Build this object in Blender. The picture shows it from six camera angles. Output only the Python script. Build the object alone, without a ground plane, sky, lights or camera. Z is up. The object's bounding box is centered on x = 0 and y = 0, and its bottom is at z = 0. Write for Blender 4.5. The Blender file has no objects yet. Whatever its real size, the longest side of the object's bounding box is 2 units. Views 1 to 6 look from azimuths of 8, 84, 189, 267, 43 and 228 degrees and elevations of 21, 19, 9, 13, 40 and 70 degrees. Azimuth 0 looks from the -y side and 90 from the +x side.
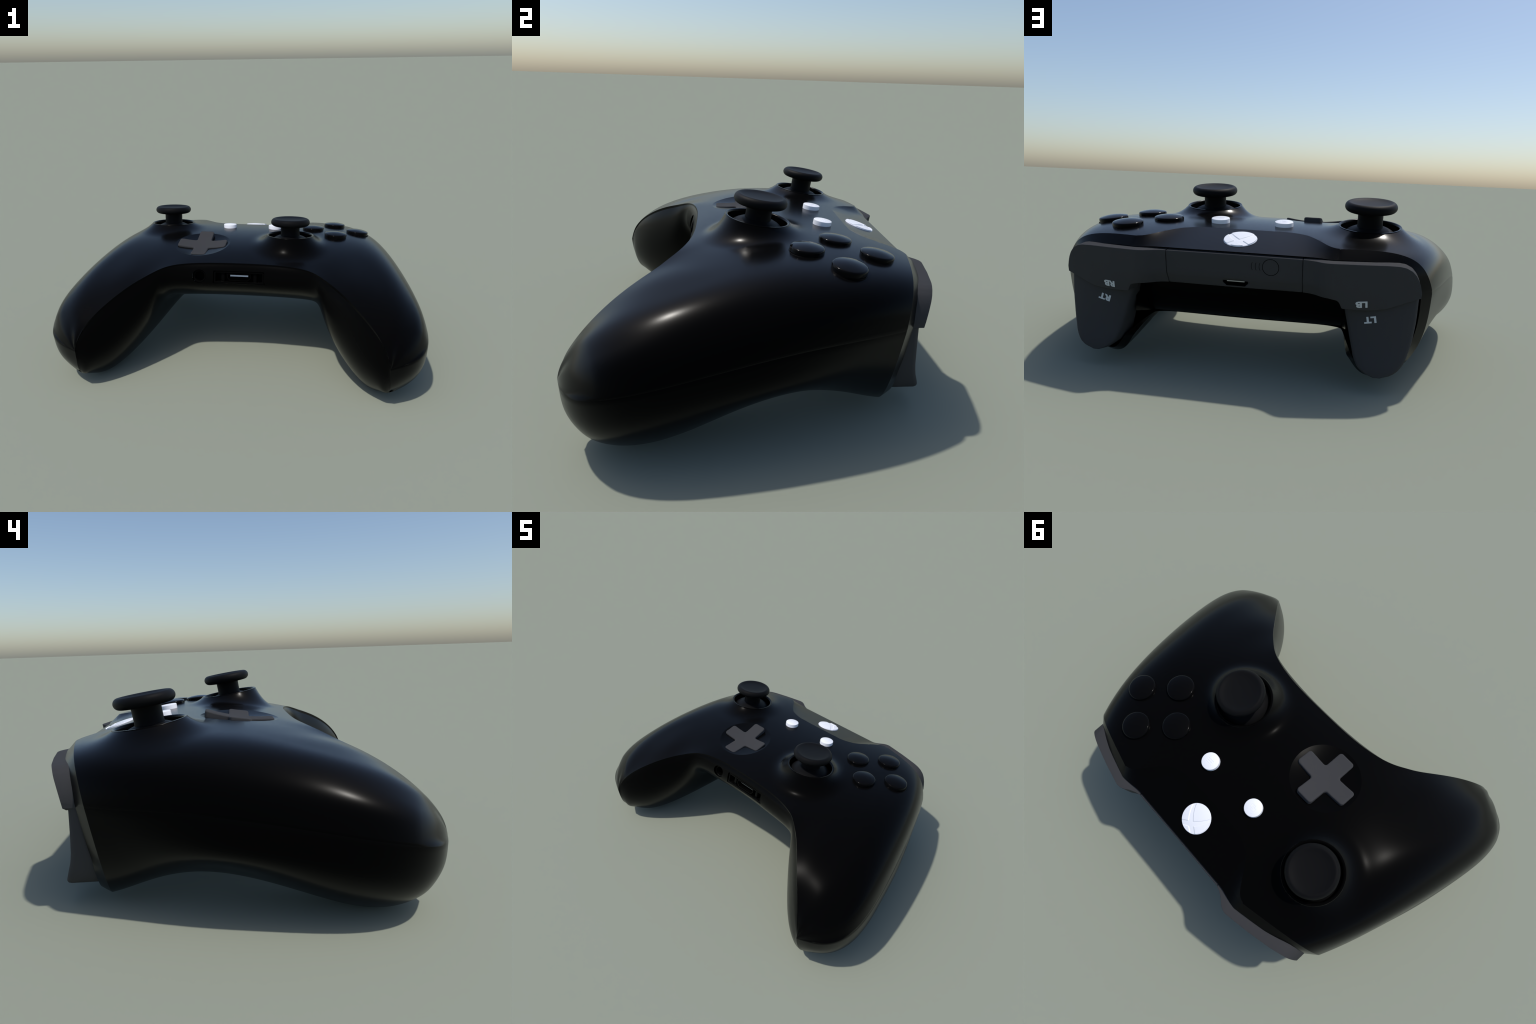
"""A black wireless game controller, built part by part.

The two-halves-and-grips body is a horseshoe-shaped loft: cross-sections run
from the middle of the controller out along each handle to its tip.  The rear
opening, the stick wells, the guide-button facet and the ports are then cut
into it, and the bumpers, triggers, sticks and buttons are set in.
"""
import bpy, bmesh, math, random
import numpy as np
from mathutils import Vector, Matrix

random.seed(4)
TILT = math.radians(8.5)          # the face of the controller leans back
UP = Vector((0, math.sin(TILT), math.cos(TILT)))

# ---------------------------------------------------------------- materials
def material(name, color, rough, spec=0.5, tint=0.0, bump=0.0, scale=400.0, var=0.0, coat=0.0, metal=0.0):
    m = bpy.data.materials.new(name)
    m.use_nodes = True
    nt = m.node_tree
    b = nt.nodes["Principled BSDF"]
    b.inputs["Roughness"].default_value = rough
    b.inputs["Specular IOR Level"].default_value = spec
    b.inputs["Specular Tint"].default_value = (tint, tint, tint, 1)
    b.inputs["Metallic"].default_value = metal
    b.inputs["Coat Weight"].default_value = coat
    b.inputs["Coat Roughness"].default_value = 0.1
    tc = nt.nodes.new("ShaderNodeTexCoord")
    no = nt.nodes.new("ShaderNodeTexNoise")
    no.inputs["Scale"].default_value = scale
    no.inputs["Detail"].default_value = 3
    nt.links.new(tc.outputs["Object"], no.inputs["Vector"])
    ramp = nt.nodes.new("ShaderNodeValToRGB")
    lo = [c * (1 - var) for c in color]
    hi = [c * (1 + var) for c in color]
    ramp.color_ramp.elements[0].position = 0.3
    ramp.color_ramp.elements[0].color = (*lo, 1)
    ramp.color_ramp.elements[1].position = 0.7
    ramp.color_ramp.elements[1].color = (*hi, 1)
    nt.links.new(no.outputs["Fac"], ramp.inputs["Fac"])
    nt.links.new(ramp.outputs["Color"], b.inputs["Base Color"])
    if bump > 0:
        bp = nt.nodes.new("ShaderNodeBump")
        bp.inputs["Strength"].default_value = bump
        bp.inputs["Distance"].default_value = 0.001
        nt.links.new(no.outputs["Fac"], bp.inputs["Height"])
        nt.links.new(bp.outputs["Normal"], b.inputs["Normal"])
    return m

# the plastics reflect little head-on and strongly at grazing angles
SHELL = material("black_shell_plastic", (0.0022, 0.0022, 0.0023), 0.225, tint=0.010, var=0.1)
BACK = material("black_back_plastic", (0.0022, 0.0022, 0.0022), 0.25, tint=0.010, var=0.1)
GRAY = material("dark_gray_plastic", (0.0475, 0.0475, 0.0495), 0.80, tint=0.0, bump=0.05, var=0.05)
RUBBER = material("matte_black_rubber", (0.0060, 0.0061, 0.0065), 0.55, tint=0.05, bump=0.08, var=0.1)
GLOSS = material("glossy_black_button", (0.0030, 0.0030, 0.0032), 0.13, tint=0.05, var=0.05)
WHITE = material("white_plastic", (0.90, 0.91, 0.95), 0.35, tint=0.2, var=0.01)
WHITE_LOW = material("white_groove_plastic", (0.86, 0.88, 0.95), 0.4, tint=0.2, var=0.01)
PRINT = material("pale_print", (0.50, 0.53, 0.55), 0.5, tint=0.1, var=0.02)
ICON = material("faint_icon_print", (0.82, 0.83, 0.88), 0.5, tint=0.1, var=0.02)
PIT = material("black_pit", (0.0010, 0.0010, 0.0010), 0.6, tint=0.0, var=0.05)
METAL = material("bright_metal", (0.36, 0.38, 0.42), 0.35, tint=1.0, metal=1.0, var=0.03)

# ------------------------------------------------------------------ helpers
root = bpy.data.objects.new("game_controller", None)
bpy.context.scene.collection.objects.link(root)
root["label"] = "black wireless game controller with two thumbsticks and white buttons"
root["category"] = "game controller"

def add_object(name, mesh, mat, parent=root, smooth=35):
    ob = bpy.data.objects.new(name, mesh)
    bpy.context.scene.collection.objects.link(ob)
    ob.parent = parent
    if mat is not None:
        mesh.materials.clear()
        mesh.materials.append(mat)
    if smooth:
        mesh.polygons.foreach_set("use_smooth", [True] * len(mesh.polygons))
        mesh.set_sharp_from_angle(angle=math.radians(smooth))
    return ob

def to_mesh(bm, name):
    bmesh.ops.recalc_face_normals(bm, faces=bm.faces)
    me = bpy.data.meshes.new(name)
    bm.to_mesh(me)
    bm.free()
    return me

def apply_modifiers(ob):
    dg = bpy.context.evaluated_depsgraph_get()
    me = bpy.data.meshes.new_from_object(ob.evaluated_get(dg))
    ob.modifiers.clear()
    ob.data = me

def round_edges(ob, width, segments=3, angle=35, smooth=40):
    md = ob.modifiers.new("round", "BEVEL")
    md.width, md.segments, md.limit_method, md.angle_limit = width, segments, "ANGLE", math.radians(angle)
    apply_modifiers(ob)
    me = ob.data
    me.polygons.foreach_set("use_smooth", [True] * len(me.polygons))
    me.set_sharp_from_angle(angle=math.radians(smooth))

def frame(origin, normal, xdir=(1, 0, 0)):
    z = Vector(normal).normalized()
    x = Vector(xdir)
    x = (x - z * x.dot(z)).normalized()
    y = z.cross(x)
    m = Matrix((x, y, z)).transposed().to_4x4()
    m.translation = Vector(origin)
    return m

def lathe(name, profile, mat, M, steps=72, parent=root, smooth=40):
    """turn a profile of (radius, height) around the local z axis of M"""
    bm = bmesh.new()
    rings = []
    for r, h in profile:
        if r < 1e-6:
            rings.append([bm.verts.new(M @ Vector((0, 0, h)))])
        else:
            rings.append([bm.verts.new(M @ Vector((r * math.cos(2 * math.pi * k / steps), r * math.sin(2 * math.pi * k / steps), h))) for k in range(steps)])
    for a, b in zip(rings, rings[1:]):
        for k in range(steps):
            l = (k + 1) % steps
            q = [a[k % len(a)], a[l % len(a)], b[l % len(b)], b[k % len(b)]]
            q = list(dict.fromkeys(q))
            if len(q) > 2:
                bm.faces.new(q)
    return add_object(name, to_mesh(bm, name), mat, parent, smooth)

def arc(cx, cz, r, a0, a1, n):
    return [(cx + r * math.cos(math.radians(a0 + (a1 - a0) * k / n)), cz + r * math.sin(math.radians(a0 + (a1 - a0) * k / n))) for k in range(n + 1)]

def prism(name, outline, h0, h1, mat, M, parent=root, bevel=0.0, smooth=40, segments=3, height=None):
    """extrude a closed outline in the local xy plane of M from h0 to h1"""
    bm = bmesh.new()
    lo = [bm.verts.new((x, y, h0)) for x, y in outline]
    hi = [bm.verts.new((x, y, h1)) for x, y in outline]
    n = len(outline)
    bm.faces.new(hi)
    bm.faces.new(lo[::-1])
    for k in range(n):
        bm.faces.new((lo[k], lo[(k + 1) % n], hi[(k + 1) % n], hi[k]))
    me = to_mesh(bm, name)
    ob = add_object(name, me, mat, parent, smooth)
    if bevel:
        round_edges(ob, bevel, segments)
    ob.data.transform(M)
    return ob

def natural_spline(xk, x):
    """matrix that evaluates the natural cubic spline with knots xk at x"""
    n = len(xk); h = np.diff(xk)
    A = np.zeros((n, n)); R = np.zeros((n, n)); A[0, 0] = A[-1, -1] = 1
    for i in range(1, n - 1):
        A[i, i - 1], A[i, i], A[i, i + 1] = h[i - 1], 2 * (h[i - 1] + h[i]), h[i]
        R[i, i - 1], R[i, i], R[i, i + 1] = 6 / h[i - 1], -6 / h[i - 1] - 6 / h[i], 6 / h[i]
    S = np.linalg.solve(A, R)
    M = np.zeros((len(x), n))
    for k, xx in enumerate(x):
        i = min(max(int(np.searchsorted(xk, xx)) - 1, 0), n - 2)
        a = (xk[i + 1] - xx) / h[i]; b = 1 - a
        M[k, i] += a; M[k, i + 1] += b
        M[k] += ((a ** 3 - a) * S[i] + (b ** 3 - b) * S[i + 1]) * h[i] ** 2 / 6
    return M

def smoothstep(t):
    t = min(1.0, max(0.0, t))
    return t * t * (3 - 2 * t)

# --------------------------------------------------------------- body loft
# One row per cross-section of the right half, from the middle (0.00) out to
# the handle tip (1.34).  In each: lip of the front, four points over the top,
# outer seam, five points round the underside back to the lip.
SECTIONS = [
    (0.00, [(0.000, -0.256, 0.583), (0.000, -0.102, 0.610), (0.000, 0.215, 0.616), (0.000, 0.590, 0.566), (0.000, 0.861, 0.498), (0.000, 1.055, 0.427), (0.000, 1.011, 0.244), (0.000, 0.833, 0.149), (0.000, 0.366, 0.189), (0.000, -0.149, 0.343), (0.000, -0.279, 0.458)]),
    (0.20, [(0.223, -0.264, 0.581), (0.198, -0.119, 0.606), (0.207, 0.192, 0.617), (0.241, 0.562, 0.572), (0.260, 0.826, 0.502), (0.267, 1.012, 0.424), (0.237, 0.981, 0.228), (0.234, 0.820, 0.139), (0.274, 0.365, 0.191), (0.233, -0.150, 0.340), (0.220, -0.290, 0.456)]),
    (0.38, [(0.380, -0.301, 0.572), (0.359, -0.161, 0.596), (0.386, 0.132, 0.618), (0.451, 0.483, 0.585), (0.491, 0.730, 0.513), (0.498, 0.893, 0.415), (0.468, 0.888, 0.200), (0.439, 0.759, 0.102), (0.445, 0.354, 0.178), (0.396, -0.158, 0.333), (0.397, -0.311, 0.445)]),
    (0.54, [(0.456, -0.349, 0.552), (0.470, -0.221, 0.580), (0.525, 0.040, 0.611), (0.616, 0.353, 0.593), (0.679, 0.573, 0.522), (0.677, 0.701, 0.405), (0.680, 0.695, 0.209), (0.610, 0.578, 0.025), (0.473, 0.297, 0.130), (0.455, -0.189, 0.298), (0.452, -0.355, 0.393)]),
    (0.68, [(0.502, -0.387, 0.534), (0.545, -0.287, 0.560), (0.627, -0.074, 0.593), (0.728, 0.182, 0.587), (0.800, 0.362, 0.511), (0.798, 0.458, 0.401), (0.789, 0.404, 0.238), (0.731, 0.331, 0.125), (0.545, 0.136, 0.102), (0.510, -0.280, 0.195), (0.488, -0.411, 0.332)]),
    (0.84, [(0.567, -0.453, 0.505), (0.620, -0.382, 0.530), (0.719, -0.235, 0.555), (0.822, -0.057, 0.550), (0.893, 0.062, 0.474), (0.899, 0.125, 0.393), (0.902, 0.090, 0.262), (0.824, 0.035, 0.181), (0.685, -0.153, 0.049), (0.601, -0.429, 0.098), (0.558, -0.500, 0.270)]),
    (1.00, [(0.652, -0.544, 0.451), (0.696, -0.497, 0.472), (0.788, -0.409, 0.498), (0.887, -0.308, 0.486), (0.955, -0.244, 0.422), (0.974, -0.210, 0.351), (0.972, -0.206, 0.233), (0.919, -0.261, 0.121), (0.802, -0.412, 0.012), (0.685, -0.554, 0.069), (0.641, -0.590, 0.232)]),
    (1.14, [(0.729, -0.623, 0.380), (0.757, -0.600, 0.398), (0.821, -0.553, 0.422), (0.902, -0.506, 0.411), (0.965, -0.480, 0.368), (0.996, -0.467, 0.304), (0.993, -0.453, 0.193), (0.947, -0.480, 0.105), (0.839, -0.546, 0.042), (0.739, -0.625, 0.095), (0.716, -0.651, 0.216)]),
    (1.25, [(0.772, -0.669, 0.310), (0.787, -0.664, 0.323), (0.819, -0.641, 0.336), (0.866, -0.626, 0.330), (0.903, -0.618, 0.306), (0.932, -0.616, 0.270), (0.928, -0.605, 0.181), (0.896, -0.598, 0.116), (0.824, -0.620, 0.077), (0.770, -0.656, 0.113), (0.763, -0.674, 0.200)]),
    (1.31, [(0.786, -0.683, 0.268), (0.792, -0.684, 0.274), (0.803, -0.675, 0.278), (0.821, -0.673, 0.277), (0.835, -0.670, 0.267), (0.847, -0.667, 0.255), (0.848, -0.661, 0.184), (0.836, -0.644, 0.122), (0.807, -0.631, 0.083), (0.790, -0.660, 0.120), (0.784, -0.679, 0.186)]),
    (1.34, [(0.790, -0.689, 0.247), (0.790, -0.689, 0.247), (0.790, -0.689, 0.247), (0.790, -0.689, 0.247), (0.790, -0.689, 0.247), (0.790, -0.689, 0.247), (0.793, -0.681, 0.181), (0.800, -0.658, 0.113), (0.798, -0.617, 0.074), (0.800, -0.658, 0.113), (0.793, -0.681, 0.181)]),
]

RING = np.array([0, .09, .24, .39, .49, .56, .63, .70, .80, .90, .95, 1.0])
SEAM_T, KEEL_T = RING[5], RING[8]

knots = np.array([s for s, _ in SECTIONS])
keys = np.array([p + [p[0]] for _, p in SECTIONS])
keys[0, :, 0] = 0
N_S, N_R = 150, 190
s_val = np.concatenate([np.linspace(0, 1.1, 118)[:-1], 1.1 + 0.24 * np.sin(np.linspace(0, math.pi / 2, N_S - 117))])
D = 0.004
t_val = np.linspace(0, 1, N_R)
extra = [SEAM_T - D, SEAM_T, SEAM_T + D, KEEL_T - D, KEEL_T, KEEL_T + D, D * 0.6, 1 - D * 0.6]
t_val = np.array(sorted([t for t in t_val if min(abs(t - e) for e in extra) > 0.0026] + extra))
full = np.concatenate([-knots[:0:-1], knots])
Msp = natural_spline(full, s_val)
n = len(knots)
even = Msp[:, n - 1:].copy(); odd = even.copy()
even[:, 1:] += Msp[:, :n - 1][:, ::-1]
odd[:, 1:] -= Msp[:, :n - 1][:, ::-1]
k_top = t_val <= SEAM_T + 1e-9        # the ring is creased at the outer seam
Rm = np.zeros((len(t_val), len(RING)))
Rm[k_top, :6] = natural_spline(RING[:6], t_val[k_top])
Rm[~k_top, 5:] = natural_spline(RING[5:], t_val[~k_top])
P = np.empty((len(s_val), len(t_val), 3))
P[..., 0] = odd @ keys[..., 0] @ Rm.T
P[..., 1] = even @ keys[..., 1] @ Rm.T
P[..., 2] = even @ keys[..., 2] @ Rm.T
P = np.concatenate([(P * [-1, 1, 1])[:0:-1], P])
S_all = np.concatenate([-s_val[:0:-1], s_val])
P[..., 2] = np.maximum(P[..., 2], 0.0)
# relax the rounded handle tips, where the sections run together
j_seam = int(np.argmin(abs(t_val - SEAM_T)))
tip_w = np.clip((abs(S_all) - 1.17) / 0.05, 0, 1)[1:-1, None, None]
for _ in range(60):
    Q = P[:, :j_seam + 1]
    avg = (Q[2:, 1:-1] + Q[:-2, 1:-1] + Q[1:-1, 2:] + Q[1:-1, :-2]) / 4
    P[1:-1, 1:j_seam] += 0.5 * tip_w * (avg - Q[1:-1, 1:-1])
nrm = np.cross(np.gradient(P, axis=0), np.gradient(P, axis=1))
nrm /= np.linalg.norm(nrm, axis=2, keepdims=True) + 1e-12
mid = len(S_all) // 2
if nrm[mid, 40, 2] < 0:
    nrm = -nrm
def t_index(t):
    return int(np.argmin(abs(t_val - t)))
iO, iK = t_index(SEAM_T), t_index(KEEL_T)
# seam groove, keel groove, and a small step under the front lip
P[:, iO] -= nrm[:, iO] * 0.0018
keel_fade = np.clip((abs(S_all) - 0.5) / 0.1, 0, 1) * np.clip((1.22 - abs(S_all)) / 0.1, 0, 1)
P[:, iK] -= nrm[:, iK] * 0.003 * keel_fade[:, None]
tip_fade = np.clip((1.345 - abs(S_all)) / 0.15, 0.25, 1)
P[:, -1] -= nrm[:, -2] * 0.0045 * tip_fade[:, None]
P[:, -2] -= nrm[:, -2] * 0.0028 * tip_fade[:, None]

top_grid = P[:, :iO].reshape(-1, 3).copy()
top_norm = nrm[:, :iO].reshape(-1, 3).copy()
def top_at(x, y):
    """point and normal of the plain upper surface over (x, y)"""
    d = (top_grid[:, 0] - x) ** 2 + (top_grid[:, 1] - y) ** 2
    k = np.argsort(d)[:6]
    w = 1 / (d[k] + 1e-7); w /= w.sum()
    nn = Vector((w[:, None] * top_norm[k]).sum(0)).normalized()
    return float((w * top_grid[k, 2]).sum()), nn

UPPER, LOWER, GRIP, WALL = 0, 1, 2, 3
bm = bmesh.new()
nl = bm.verts.layers.float_vector.new("base_normal")
V = []
for i in range(P.shape[0]):
    row = []
    for j in range(P.shape[1]):
        v = bm.verts.new(P[i, j])
        v[nl] = Vector(nrm[i, j])
        row.append(v)
    V.append(row)
for i in range(P.shape[0] - 1):
    sm = abs(S_all[i] + S_all[i + 1]) / 2
    for j in range(P.shape[1] - 1):
        f = bm.faces.new((V[i][j], V[i + 1][j], V[i + 1][j + 1], V[i][j + 1]))
        f.material_index = UPPER if j < iO else (GRIP if j < iK and sm > 0.5 else LOWER)
    f = bm.faces.new((V[i][-1], V[i + 1][-1], V[i + 1][0], V[i][0]))
    f.material_index = UPPER
bmesh.ops.remove_doubles(bm, verts=[v for v in V[0] + V[-1]] + [v for v in V[1] + V[-2]], dist=0.0004)
bmesh.ops.dissolve_degenerate(bm, edges=bm.edges, dist=0.00005)

def split_level(func, faces=None, sharp=False, project=None):
    """cut the mesh along func(position) = 0"""
    edges = bm.edges if faces is None else {e for f in faces for e in f.edges}
    val = {}
    def fv(v):
        r = val.get(v)
        if r is None:
            r = func(v.co)
            if abs(r) < 2e-4:
                r = 0.0
            val[v] = r
        return r
    cut = [e for e in list(edges) if fv(e.verts[0]) * fv(e.verts[1]) < 0]
    new = []
    for e in cut:
        a, b = e.verts
        t = fv(a) / (fv(a) - fv(b))
        ca, cb = a.co.copy(), b.co.copy()
        na, nb = a[nl].copy(), b[nl].copy()
        lo, hi = 0.0, 1.0
        fa = fv(a)
        for _ in range(14):
            m = func(ca.lerp(cb, t))
            if m * fa > 0: lo = t
            else: hi = t
            t = (lo + hi) / 2
        _, v = bmesh.utils.edge_split(e, a, 0.5)
        v.co = ca.lerp(cb, t)
        v[nl] = na.lerp(nb, t)
        val[v] = 0.0
        new.append(v)
    todo = {f for v in val if val[v] == 0.0 and v.is_valid for f in v.link_faces}
    for f in todo:
        z = [v for v in f.verts if val.get(v, 1) == 0.0]
        if len(z) == 2:
            if bm.edges.get(z) is None:
                try:
                    g, _ = bmesh.utils.face_split(f, z[0], z[1])
                except ValueError:
                    pass
            e = bm.edges.get(z)
            if e is not None and sharp:
                e.smooth = False
    return val

# --- thumbstick wells -------------------------------------------------------
STICKS = [Vector((-0.522, 0.309, 0.630)), Vector((0.262, 0.010, 0.667))]
WELL_R, FLARE_R = 0.137, 0.262
def well_r(p, c):
    return math.hypot(p.x - c.x, (p.y - c.y) / math.cos(TILT))
def upper_faces(test):
    return [f for f in bm.faces if f.material_index == UPPER and test(f.calc_center_median())]
for c in STICKS:
    near = upper_faces(lambda p: well_r(p, c) < 0.20 and p.z > 0.45)
    split_level(lambda p: well_r(p, c) - WELL_R, near)
for v in {v for f in upper_faces(lambda p: p.z > 0.4) for v in f.verts}:
    for c in STICKS:
        r = well_r(v.co, c)
        if r < FLARE_R:
            w = 1.0 if r <= WELL_R else (1 - (r - WELL_R) / (FLARE_R - WELL_R)) ** 3.1
            plane = c.z - math.tan(TILT) * (v.co.y - c.y)
            v.co.z += (plane - v.co.z) * w
for c in STICKS:
    bmesh.ops.delete(bm, geom=[f for f in upper_faces(lambda p: well_r(p, c) < WELL_R and p.z > 0.45)], context="FACES")

# --- dish under the direction pad -------------------------------------------
PAD = Vector((-0.254, -0.022, 0.0))
DISH_R = 0.163
def dish_r(p):
    return math.hypot(p.x - PAD.x, (p.y - PAD.y) / math.cos(TILT))
split_level(lambda p: dish_r(p) - DISH_R, upper_faces(lambda p: dish_r(p) < 0.2 and p.z > 0.45), sharp=True)
pad_z, pad_n = top_at(PAD.x, PAD.y)
for v in {v for f in upper_faces(lambda p: dish_r(p) < DISH_R and p.z > 0.45) for v in f.verts}:
    r = dish_r(v.co)
    if r < DISH_R - 1e-4:
        v.co.z -= 0.020 * (1 - (r / DISH_R) ** 2)

# --- rear opening with its chamfered rim -------------------------------------
CHAMFER = 0.038
def bay(x, z):
    """1 inside the battery bay under the bridge, 0 outside it"""
    return (1 - smoothstep((abs(x) - 0.425) / 0.04)) * smoothstep((0.41 - z) / 0.03)
def rim_base(x, z):
    x = abs(x)
    base = 0.591 + 0.016 * smoothstep((x - 0.28) / 0.12) if x < 0.40 else 0.607 - 0.22 * (x - 0.40)
    return base - 0.16 * (0.55 - z)
def rim_start(x, z):
    w = bay(x, z)
    return rim_base(x, z) * (1 - w) + 0.342 * w
def rear(p):
    return p.y - rim_start(p.x, p.z) - CHAMFER
split_level(lambda p: rear(p) + CHAMFER, [f for f in bm.faces if f.calc_center_median().y > 0.24], sharp=True)
split_level(rear, [f for f in bm.faces if f.calc_center_median().y > 0.26])
bmesh.ops.delete(bm, geom=[f for f in bm.faces if rear(f.calc_center_median()) > 0], context="FACES")
bmesh.ops.delete(bm, geom=[v for v in bm.verts if not v.link_faces], context="VERTS")
for v in bm.verts:
    d = rear(v.co) + CHAMFER
    if v.co.y > 0.25 and d > 1e-5:
        inward = Vector((v[nl].x, 0, v[nl].z))
        if abs(v.co.x) > 0.60 or v.co.z > 0.48:      # rounded frame of the opening
            fx, fz = v.co.x / 0.78, (v.co.z - 0.33) / 0.23
            inward = Vector((abs(fx) ** 3 * fx / 0.78, 0, abs(fz) ** 3 * fz / 0.23))
        keep = 1 - 0.85 * bay(v.co.x, v.co.z)
        if v.co.z > 0.45:
            keep *= 1.0 if abs(v.co.x) > 0.395 else 0.0
        v.co -= inward.normalized() * min(d, CHAMFER) * 0.75 * keep

# --- sloping facet that carries the guide button -----------------------------
# the rim chamfer widens towards the middle into one broad ruled slope
FACET_EDGE = [(0, .424), (.17, .424), (.22, .436), (.27, .460), (.307, .503), (.338, .543), (.364, .580), (.388, .600), (.415, .6035)]
xs_f = np.linspace(0, 0.415, 84)
edge_f = np.interp(xs_f, *zip(*FACET_EDGE))
for _ in range(3):
    edge_f[2:-2] = (edge_f[:-4] + edge_f[1:-3] + edge_f[2:-2] + edge_f[3:-1] + edge_f[4:]) / 5
top_f = np.array([top_at(x, y)[0] for x, y in zip(xs_f, edge_f)])
def facet_edge(x):
    return float(np.interp(abs(x), xs_f, edge_f))
def facet_z(x, y):
    e = facet_edge(x)
    z0 = float(np.interp(abs(x), xs_f, top_f))
    z1 = 0.5265 - 0.0035 * smoothstep((abs(x) - 0.33) / 0.07)
    return z0 + (z1 - z0) * (y - e) / (rim_base(x, 0.55) + CHAMFER - e)
FACET_X = 0.412
def on_facet(p):
    return abs(p.x) < 0.47 and p.y > 0.38 and p.z > 0.45
split_level(lambda p: abs(p.x) - FACET_X, upper_faces(on_facet))
split_level(lambda p: p.y - facet_edge(p.x) if abs(p.x) <= FACET_X + 1e-4 else -1.0, upper_faces(on_facet), sharp=True)
for v in {v for f in upper_faces(on_facet) for v in f.verts}:
    if abs(v.co.x) <= FACET_X + 2e-4 and v.co.y > facet_edge(v.co.x) - 1e-4:
        v.co.z = facet_z(v.co.x, v.co.y)

# --- holes for the ports in the front face -----------------------------------
FRONT_N = Vector((0, -0.963, 0.27))
FRONT_U = Vector((0, 0.27, 0.963))
JACK = Vector((-0.219, -0.2815, 0.512))
PORT = Vector((0.0, -0.2785, 0.5095))
def in_front(p):
    return p.y < -0.2 and 0.42 < p.z < 0.58 and abs(p.x) < 0.3
def front_faces():
    return [f for f in bm.faces if f.material_index == LOWER and in_front(f.calc_center_median())]
def jack_f(p):
    d = p - JACK
    return math.hypot(d.x, d.dot(FRONT_U)) - 0.0375
def port_f(p):
    d = p - PORT
    qx, qy = abs(d.x) - 0.135, abs(d.dot(FRONT_U)) - 0.029
    return math.hypot(max(qx, 0), max(qy, 0)) + min(max(qx, qy), 0) - 0.007
for fn in (jack_f, port_f):
    split_level(fn, front_faces())
    bmesh.ops.delete(bm, geom=[f for f in front_faces() if fn(f.calc_center_median()) < 0], context="FACES")

# --- wall inside the rear opening --------------------------------------------
rim = [e for e in bm.edges if e.is_boundary and all(abs(rear(v.co)) < 0.06 and v.co.y > 0.28 for v in e.verts)]
ext = bmesh.ops.extrude_edge_only(bm, edges=rim)["geom"]
for v in [g for g in ext if isinstance(g, bmesh.types.BMVert)]:
    v.co.y -= 0.035
for g in ext:
    if isinstance(g, bmesh.types.BMFace):
        g.material_index = WALL
bmesh.ops.recalc_face_normals(bm, faces=bm.faces)
for f in bm.faces:
    f.smooth = True
for e in bm.edges:
    if len(e.link_faces) == 2 and e.calc_face_angle(0) > math.radians(32):
        e.smooth = False

def region(name, ids, mat):
    c = bm.copy()
    bmesh.ops.delete(c, geom=[f for f in c.faces if f.material_index not in ids], context="FACES")
    for f in c.faces:
        f.material_index = 0
    me = bpy.data.meshes.new(name)
    c.to_mesh(me)
    c.free()
    me.attributes.remove(me.attributes["base_normal"])
    return add_object(name, me, mat, smooth=0)
region("face_shell", {UPPER}, SHELL)
region("back_shell", {LOWER}, BACK)
region("opening_wall", {WALL}, PIT)
c = bm.copy()
for side in (1, -1):
    b2 = bm.copy()
    bmesh.ops.delete(b2, geom=[f for f in b2.faces if f.material_index != GRIP or f.calc_center_median().x * side < 0], context="FACES")
    for f in b2.faces:
        f.material_index = 0
    me = bpy.data.meshes.new("grip_panel")
    b2.to_mesh(me)
    b2.free()
    me.attributes.remove(me.attributes["base_normal"])
    add_object("grip_panel", me, BACK, smooth=0)
c.free()
bm.free()

# battery bay between the triggers: rounded back wall and cheeks
b = bmesh.new()
def quad(*pts):
    b.faces.new([b.verts.new(q) for q in pts])
curve = [(.372, .190), (.395, .202), (.418, .224), (.437, .255), (.452, .295), (.462, .34), (.468, .395), (.58, .402)]
for (y0, z0), (y1, z1) in zip(curve, curve[1:]):
    quad((-.445, y0, z0), (.445, y0, z0), (.445, y1, z1), (-.445, y1, z1))
for sx in (-1, 1):
    quad((sx * .422, .362, .19), (sx * .422, .362, .40), (sx * .450, .53, .40), (sx * .450, .53, .225))
bmesh.ops.remove_doubles(b, verts=b.verts, dist=0.0005)
add_object("battery_bay", to_mesh(b, "battery_bay"), BACK, smooth=35)

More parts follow.
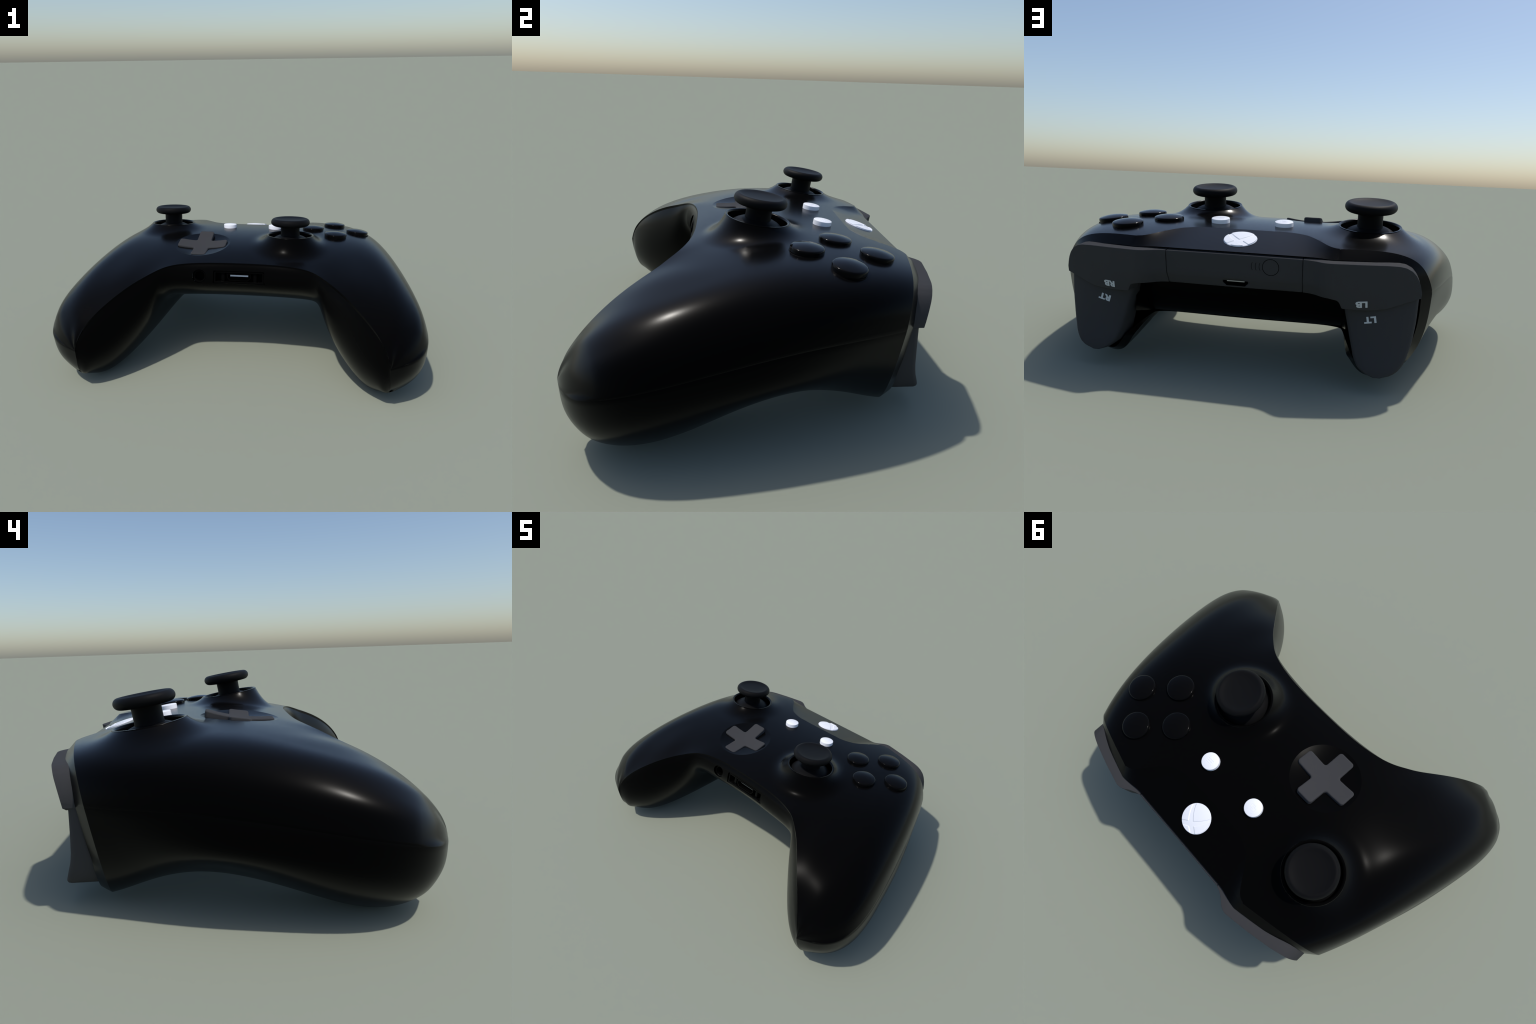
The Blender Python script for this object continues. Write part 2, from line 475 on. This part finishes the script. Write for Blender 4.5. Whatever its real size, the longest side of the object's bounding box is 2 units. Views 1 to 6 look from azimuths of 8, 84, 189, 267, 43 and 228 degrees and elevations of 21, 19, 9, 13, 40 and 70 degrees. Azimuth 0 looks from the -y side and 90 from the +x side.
# -------------------------------------------------------------- thumbsticks
for c, lift in zip(STICKS, (0.009, -0.001)):
    e = bpy.data.objects.new("thumbstick", None)
    bpy.context.scene.collection.objects.link(e)
    e.parent = root
    M = frame(c, UP)
    lathe("well_ring", [(0.1388, -0.006), (0.1380, 0.0), (0.1355, 0.0026), (0.1315, 0.0030), (0.1275, 0.0012), (0.1252, -0.0025), (0.1245, -0.007), (0.1245, -0.055), (0.0, -0.055)], SHELL, M, 96, parent=e)
    dome = [(0.122 * math.sin(a), -0.056 + 0.062 * math.cos(a)) for a in np.linspace(math.pi / 2, 0.35, 12)]
    lathe("pivot_dome", [(0.122, -0.058)] + dome + [(0, 0.003)], RUBBER, M, 72, parent=e)
    lathe("stem", [(0.062, -0.02), (0.057, -0.008), (0.0545, 0.006), (0.054, 0.02), (0.0545, 0.05 + lift), (0.057, 0.062 + lift), (0.062, 0.066 + lift)], RUBBER, M, 64, parent=e)
    cap = [(0.0, 0.056), (0.085, 0.056)] + arc(0.0905, 0.0775, 0.0215, -90, 75, 14) + [(0.090, 0.0975), (0.082, 0.0945), (0.072, 0.0920), (0.055, 0.0898), (0.030, 0.0882), (0.0, 0.0878)]
    lathe("stick_cap", [(r, h + lift) for r, h in cap], RUBBER, M, 96, parent=e, smooth=60)

# ------------------------------------------------------------ direction pad
def cross_outline(L, w, r, n=5):
    """plus sign with rounded arm ends and filleted inner corners"""
    pts, f = [], 0.013
    for q in range(4):
        ca, sa = math.cos(math.radians(90 * q)), math.sin(math.radians(90 * q))
        loc = arc(w + f, -w - f, f, 135, 90, 3)
        loc += arc(L - r, -w + r, r, -90, 0, n) + arc(L - r, w - r, r, 0, 90, n)
        loc += arc(w + f, w + f, f, 270, 225, 3)[:-1]
        pts += [(x * ca - y * sa, x * sa + y * ca) for x, y in loc]
    return pts
def pad_mesh():
    L, w, r = 0.143, 0.0435, 0.015
    b = bmesh.new()
    rings = []
    for inset, h in ((0.0, -0.045), (0.0, -0.006), (-0.0012, -0.0025), (-0.0032, -0.0008), (-0.006, 0.0)):
        rings.append([b.verts.new((x, y, h)) for x, y in cross_outline(L + inset, w + inset, r)])
    m = len(rings[0])
    for a, c2 in zip(rings, rings[1:]):
        for k in range(m):
            b.faces.new((a[k], a[(k + 1) % m], c2[(k + 1) % m], c2[k]))
    b.faces.new(rings[-1])
    b.faces.new(rings[0][::-1])
    # slice it so that the arms can curve upward like a shallow bowl
    for d in ((1, 0, 0), (0, 1, 0)):
        for k in range(-8, 9):
            bmesh.ops.bisect_plane(b, geom=b.verts[:] + b.edges[:] + b.faces[:], plane_co=(d[0] * k * 0.0165, d[1] * k * 0.0165, 0), plane_no=d)
    for v in b.verts:
        v.co.z += 0.68 * (v.co.x ** 2 + v.co.y ** 2) if v.co.z > -0.04 else 0
    return to_mesh(b, "direction_pad")
pm = pad_mesh()
pm.transform(frame((PAD.x, PAD.y, 0.606), (0, -0.148, 0.989)))
add_object("direction_pad", pm, GRAY, smooth=45)

# ------------------------------------------------------------- face buttons
for cx, cy, cz in ((0.529, 0.179, 0.628), (0.668, 0.310, 0.605), (0.390, 0.316, 0.621), (0.528, 0.451, 0.602)):
    z, nn = top_at(cx, cy)
    M = frame((cx, cy, cz + 0.004), (nn + UP * 0.6).normalized())
    dome = [(r, 0.0065 - 0.0085 * (r / 0.054) ** 2.0) for r in (0.0535, 0.050, 0.044, 0.036, 0.026, 0.014, 0.0)]
    dome = [(r * 1.145, h) for r, h in dome]
    lathe("face_button", [(0.0665, -0.06), (0.0665, -0.010), (0.0660, -0.0060), (0.0643, -0.0035)] + dome, GLOSS, M, 64, smooth=50)
    lathe("button_collar", [(0.0700, -0.05), (0.0700, -0.024), (0.0688, -0.0225), (0.0675, -0.03)], PIT, M, 64)

# ---------------------------------------------------- small white buttons
for cx, icon in ((-0.146, "panes"), (0.146, "lines")):
    M = frame((cx, 0.311, 0.6285), UP)
    e = lathe("menu_button", [(0.0412, -0.06), (0.0412, -0.004), (0.0405, -0.0012), (0.0385, 0.0), (0.0, 0.0)], WHITE, M, 56)
    if icon == "lines":
        for k in (-1, 0, 1):
            prism("menu_icon", [(-0.016, k * 0.009 - 0.0013), (0.016, k * 0.009 - 0.0013), (0.016, k * 0.009 + 0.0013), (-0.016, k * 0.009 + 0.0013)], -0.001, 0.0004, ICON, M, parent=e)
    else:
        for ox, oy in ((-0.005, 0.004), (0.005, -0.004)):
            for (x0, y0, x1, y1) in ((-1, -1, 1, -0.86), (-1, 0.86, 1, 1), (-1, -0.86, -0.88, 0.86), (0.88, -0.86, 1, 0.86)):
                sx, sy = 0.011, 0.0085
                prism("view_icon", [(ox + x0 * sx, oy + y0 * sy), (ox + x1 * sx, oy + y0 * sy), (ox + x1 * sx, oy + y1 * sy), (ox + x0 * sx, oy + y1 * sy)], -0.001, 0.0004, ICON, M, parent=e)

# -------------------------------------------------------------- guide button
FACET_N = Vector((0, -(facet_z(0, 0.57) - facet_z(0, 0.47)) / 0.10, 1)).normalized()
M = frame((0, 0.520, facet_z(0, 0.520)), FACET_N)
guide = lathe("guide_button", [(0.0695, -0.02), (0.0695, 0.0), (0.0690, 0.0015), (0.066, 0.0018), (0.0, 0.0018)], WHITE_LOW, M, 80)
R_EMBLEM = 0.0672
def arm(side, front):
    """centre line of one arm of the crossed emblem, and its half width along it"""
    c0 = Vector((0, 0.49))
    end = Vector((0.775 * side, -0.63)) if front else Vector((0.545 * side, 0.84))
    end = end.normalized() * 1.06
    ctl = Vector((0.56 * side, -0.03)) if front else (c0 + end) / 2 + Vector((0, -0.03))
    return [((1 - t) ** 2 * c0 + 2 * t * (1 - t) * ctl + t * t * end, 0.185 - 0.085 * t if front else 0.185 - 0.03 * t) for t in [k / 24 for k in range(25)]]
arms = [arm(sd, fr) for sd in (-1, 1) for fr in (True, False)]
def emblem_height(p):
    """domed disc with the curved cross pressed into it"""
    gap = min((p - q).length - w for a in arms for q, w in a)
    return 0.0070 - 0.0045 * min(1.0, p.length) ** 2.4 + 0.0028 * smoothstep(0.5 + gap / 0.035)
b = bmesh.new()
n_r, n_a = 52, 220
prev = [b.verts.new((0, 0, emblem_height(Vector((0, 0)))))]
for k in range(1, n_r + 1):
    r = k / n_r
    ringv = []
    for q in range(n_a):
        d2 = Vector((math.cos(2 * math.pi * q / n_a), math.sin(2 * math.pi * q / n_a))) * r
        ringv.append(b.verts.new((d2.x * R_EMBLEM, d2.y * R_EMBLEM, emblem_height(d2))))
    for q in range(n_a):
        l = (q + 1) % n_a
        if len(prev) == 1:
            b.faces.new((prev[0], ringv[q], ringv[l]))
        else:
            b.faces.new((prev[q], ringv[q], ringv[l], prev[l]))
    prev = ringv
rim_v = [b.verts.new((v.co.x * 1.012, v.co.y * 1.012, -0.01)) for v in prev]
for q in range(n_a):
    l = (q + 1) % n_a
    b.faces.new((prev[q], rim_v[q], rim_v[l], prev[l]))
me = to_mesh(b, "guide_emblem")
me.transform(M)
add_object("guide_emblem", me, WHITE, parent=guide, smooth=50)

# --------------------------------------------------------- bumpers and bridge
def lerp_table(x, tab):
    xs, ys = zip(*tab)
    return float(np.interp(x, xs, ys))
EDGE_Y = [(0, .635), (.277, .637), (.300, .643), (.326, .656), (.350, .674), (.370, .683), (.390, .685), (.505, .663), (.62, .635), (.66, .623), (.70, .612), (.732, .601)]
TOP_Z = [(0, .524), (.60, .523), (.640, .521), (.665, .516), (.690, .503), (.708, .483), (.720, .460), (.728, .436), (.732, .418)]
BOT_Z = [(0, .376), (.31, .378), (.385, .375), (.412, .370), (.424, .362), (.430, .345), (.434, .337), (.50, .334), (.561, .336), (.605, .344), (.649, .360), (.70, .378), (.732, .388)]
KINK_Z = [(0, .421), (.29, .424), (.38, .418), (.46, .407), (.52, .392), (.58, .362), (.62, .33), (.65, .30), (.74, .30)]
def bumper_y(x, z):
    x = abs(x)
    y = lerp_table(x, EDGE_Y) + 0.003 - 0.17 * (0.513 - z)
    k = lerp_table(x, KINK_Z)
    return y - (0.50 - 0.38 * smoothstep((x - 0.3) / 0.15)) * max(0, k - z)
def bumper(name, x0, x1, n, parent=root):
    b = bmesh.new()
    cols = []
    for i in range(n + 1):
        x = x0 + (x1 - x0) * i / n
        ax = abs(x)
        zt, zb = lerp_table(ax, TOP_Z), lerp_table(ax, BOT_Z)
        zk = min(max(lerp_table(ax, KINK_Z), zb + 0.004), zt - 0.02)
        yi = rim_base(x, zt) - 0.01
        col = [(yi, zt + 0.003)]
        zs = [zt - 0.008] + [zt - 0.008 + (zk - zt + 0.008) * q / 5 for q in range(1, 6)] + [zk + (zb - zk) * q for q in (.3, .65, 1)]
        col += [(bumper_y(x, z), z) for z in zs]
        col += [(rim_base(x, zb) - 0.01, zb - 0.001)]
        cols.append([b.verts.new((x, y, z)) for y, z in col])
    for a, c2 in zip(cols, cols[1:]):
        m = len(a)
        for k in range(m):
            b.faces.new((a[k], a[(k + 1) % m], c2[(k + 1) % m], c2[k]))
    b.faces.new(cols[0][::-1])
    b.faces.new(cols[-1])
    ob = add_object(name, to_mesh(b, name), GRAY, parent)
    round_edges(ob, 0.0045, 3, 38, 30)
    return ob
bridge = bumper("bumper_bridge", -0.2762, 0.2762, 24)
right_bumper = bumper("bumper", 0.2778, 0.732, 70)
left_bumper = bumper("bumper", -0.2778, -0.732, 70)

# ------------------------------------------------------------------ triggers
IN_X = [(.070, .575), (.074, .560), (.080, .541), (.090, .521), (.105, .506), (.136, .489), (.165, .482), (.21, .470), (.29, .451), (.333, .440), (.41, .436)]
OUT_X = [(.070, .590), (.074, .608), (.080, .633), (.090, .653), (.105, .670), (.135, .690), (.20, .711), (.29, .723), (.386, .727), (.41, .727)]
REAR_Y = [(.070, .612), (.10, .611), (.13, .603), (.17, .591), (.21, .584), (.29, .579), (.38, .575), (.41, .575)]
def trigger_y(x, z):
    x = abs(x)
    return lerp_table(z, REAR_Y) - 0.0085 - 0.06 * (x - 0.70) + 0.023 * (1 - ((x - 0.585) / 0.145) ** 2)
def trigger(side):
    b = bmesh.new()
    rows = []
    zs = [.400, .37, .34, .31, .28, .25, .22, .19, .165, .145, .125, .110, .098, .088, .081, .076, .072]
    for z in zs:
        xi, xo = lerp_table(z, IN_X), lerp_table(z, OUT_X)
        w = xo - xi
        cr = min(0.014, w * 0.2)
        yi = rim_start(0.6, z) - 0.02
        pts = [(xi, yi), (xi, 0.5 * (yi + trigger_y(xi, z))), (xi, trigger_y(xi, z) - cr), (xi + cr * .3, trigger_y(xi, z) - cr * .35), (xi + cr, trigger_y(xi + cr, z))]
        pts += [(xi + cr + (w - 2 * cr) * q / 6, trigger_y(xi + cr + (w - 2 * cr) * q / 6, z)) for q in range(1, 6)]
        pts += [(xo - cr, trigger_y(xo - cr, z)), (xo - cr * .3, trigger_y(xo, z) - cr * .35), (xo, trigger_y(xo, z) - cr), (xo, yi)]
        rows.append([b.verts.new((side * x, y, z)) for x, y in pts])
    for a, c2 in zip(rows, rows[1:]):
        m = len(a)
        for k in range(m):
            b.faces.new((a[k], a[(k + 1) % m], c2[(k + 1) % m], c2[k]))
    b.faces.new(rows[0])
    b.faces.new(rows[-1][::-1])
    ob = add_object("trigger", to_mesh(b, "trigger"), GRAY)
    round_edges(ob, 0.006, 3, 40, 40)
    return ob
right_trigger, left_trigger = trigger(1), trigger(-1)

# ----------------------------------------------------------------- lettering
def lettering(name, text, x, z, turn, surface, parent, size=0.0335):
    cu = bpy.data.curves.new(name, "FONT")
    cu.body, cu.size, cu.align_x, cu.align_y = text, size, "CENTER", "CENTER"
    cu.extrude, cu.offset, cu.resolution_u = 0.0006, 0.0016, 3
    tmp = bpy.data.objects.new(name, cu)
    bpy.context.scene.collection.objects.link(tmp)
    dg = bpy.context.evaluated_depsgraph_get()
    me = bpy.data.meshes.new_from_object(tmp.evaluated_get(dg))
    bpy.data.objects.remove(tmp)
    bpy.data.curves.remove(cu)
    ca, sa = math.cos(turn), math.sin(turn)
    for v in me.vertices:
        u, w, h = v.co
        u *= 1.28
        px, pz = x + (u * ca - w * sa), z - (u * sa + w * ca)
        v.co = (px, surface(px, pz) + 0.0008 + h, pz)
    add_object(name, me, PRINT, parent, smooth=0)
lettering("bumper_lettering", "RB", 0.518, 0.3615, math.radians(-3), bumper_y, right_bumper)
lettering("bumper_lettering", "LB", -0.509, 0.3595, math.radians(4), bumper_y, left_bumper)
lettering("trigger_lettering", "RT", 0.556, 0.294, math.radians(-14), trigger_y, right_trigger)
lettering("trigger_lettering", "LT", -0.546, 0.294, math.radians(10), trigger_y, left_trigger)

# ------------------------------------------- marks and socket on the bridge
def tube(name, pts, r, mat, parent, closed=False):
    cu = bpy.data.curves.new(name, "CURVE")
    cu.dimensions, cu.bevel_depth, cu.bevel_resolution = "3D", r, 1
    sp = cu.splines.new("POLY")
    sp.points.add(len(pts) - 1)
    for q, p in zip(sp.points, pts):
        q.co = (*p, 1)
    sp.use_cyclic_u = closed
    tmp = bpy.data.objects.new(name, cu)
    bpy.context.scene.collection.objects.link(tmp)
    dg = bpy.context.evaluated_depsgraph_get()
    me = bpy.data.meshes.new_from_object(tmp.evaluated_get(dg))
    bpy.data.objects.remove(tmp)
    bpy.data.curves.remove(cu)
    return add_object(name, me, mat, parent)
def on_bridge(x, z):
    return Vector((x, bumper_y(x, z) - 0.0004, z))
ring = [on_bridge(-0.151 + 0.0325 * math.cos(a), 0.4745 + 0.0325 * math.sin(a)) for a in np.linspace(0, 2 * math.pi, 49)[:-1]]
tube("pairing_button_groove", ring, 0.0013, PIT, bridge, True)
for cx in (-0.074, -0.0895, -0.105):
    pts = [on_bridge(cx + 0.03 - 0.03 * math.cos(a), 0.475 + 0.03 * math.sin(a)) for a in np.linspace(-0.55, 0.55, 9)]
    pts = [Vector((2 * (cx) - p.x, p.y, p.z)) for p in pts]
    tube("signal_groove", pts, 0.0011, PIT, bridge)

def d_outline(w, h, cut):
    return [(-w, h), (-w, -h + cut), (-w + cut, -h), (w - cut, -h), (w, -h + cut), (w, h)]
# charging socket: pocket cut into the lower bevel of the bridge
SOCKET_N = Vector((0, 1.0, -0.25))
SM = frame((-0.006, bumper_y(0, 0.396), 0.396), SOCKET_N, (-1, 0, 0))
cutter = prism("socket_cutter", d_outline(0.052, 0.0135, 0.014), -0.05, 0.05, PIT, SM)
md = bridge.modifiers.new("cut", "BOOLEAN")
md.operation, md.object, md.solver = "DIFFERENCE", cutter, "EXACT"
apply_modifiers(bridge)
bpy.data.objects.remove(cutter)
prism("socket_contact", [(-0.036, 0.004), (0.036, 0.004), (0.036, 0.009), (-0.036, 0.009)], -0.045, -0.006, METAL, SM, parent=bridge)

# ------------------------------------------------------------- front sockets
JM = frame(JACK, FRONT_N)
lathe("headphone_jack", [(0.0380, -0.004), (0.0372, -0.0012), (0.0352, -0.0012), (0.0348, -0.003), (0.0342, 0.0002), (0.0290, 0.0004), (0.0272, -0.0014), (0.0270, -0.05), (0.0, -0.05)], BACK, JM, 64)
PM = frame(PORT, FRONT_N)
def rounded_rect(w, h, r, n=4):
    pts = []
    for cx, cy, a in ((w - r, h - r, 0), (-w + r, h - r, 90), (-w + r, -h + r, 180), (w - r, -h + r, 270)):
        pts += arc(cx, cy, r, a, a + 90, n)
    return pts
def tray(name, rings, mat, M, parent=root, close=True):
    """skin a list of (outline, height) rings, closed at the last one"""
    b = bmesh.new()
    rr = [[b.verts.new(M @ Vector((x, y, h))) for x, y in o] for o, h in rings]
    m = len(rr[0])
    for a, c2 in zip(rr, rr[1:]):
        for k in range(m):
            b.faces.new((a[k], a[(k + 1) % m], c2[(k + 1) % m], c2[k]))
    if close:
        b.faces.new(rr[-1])
    return add_object(name, to_mesh(b, name), mat, parent, 40)
port = tray("expansion_port", [(rounded_rect(.1425, .0365, .007), -.004), (rounded_rect(.1410, .0350, .0065), -.001), (rounded_rect(.1385, .0325, .006), -.001), (rounded_rect(.1378, .0318, .006), -.003), (rounded_rect(.1370, .0310, .006), .0004), (rounded_rect(.1305, .0250, .004), .0004), (rounded_rect(.1295, .0240, .003), -.0016), (rounded_rect(.1295, .0240, .003), -.045)], BACK, PM)
for sx in (-1, 1):
    prism("port_divider", [(sx * .089 - .009, -.024), (sx * .089 + .009, -.024), (sx * .089 + .009, .024), (sx * .089 - .009, .024)], -.046, -.010, BACK, PM, parent=port, bevel=.002)
outer = d_outline(.066, .0195, .017)
inner = d_outline(.062, .0165, .015)
tray("port_socket", [(outer, -.046), (outer, -.0035), (inner, -.0035), (inner, -.040)], BACK, PM, parent=port)
prism("port_contact", [(-.050, .0035), (.050, .0035), (.050, .0115), (-.050, .0115)], -.041, -.019, METAL, PM, parent=port)
tray("socket_liner", [(d_outline(.0515, .0130, .0138), -.0035), (d_outline(.0515, .0130, .0138), -.045)], PIT, SM, parent=bridge)
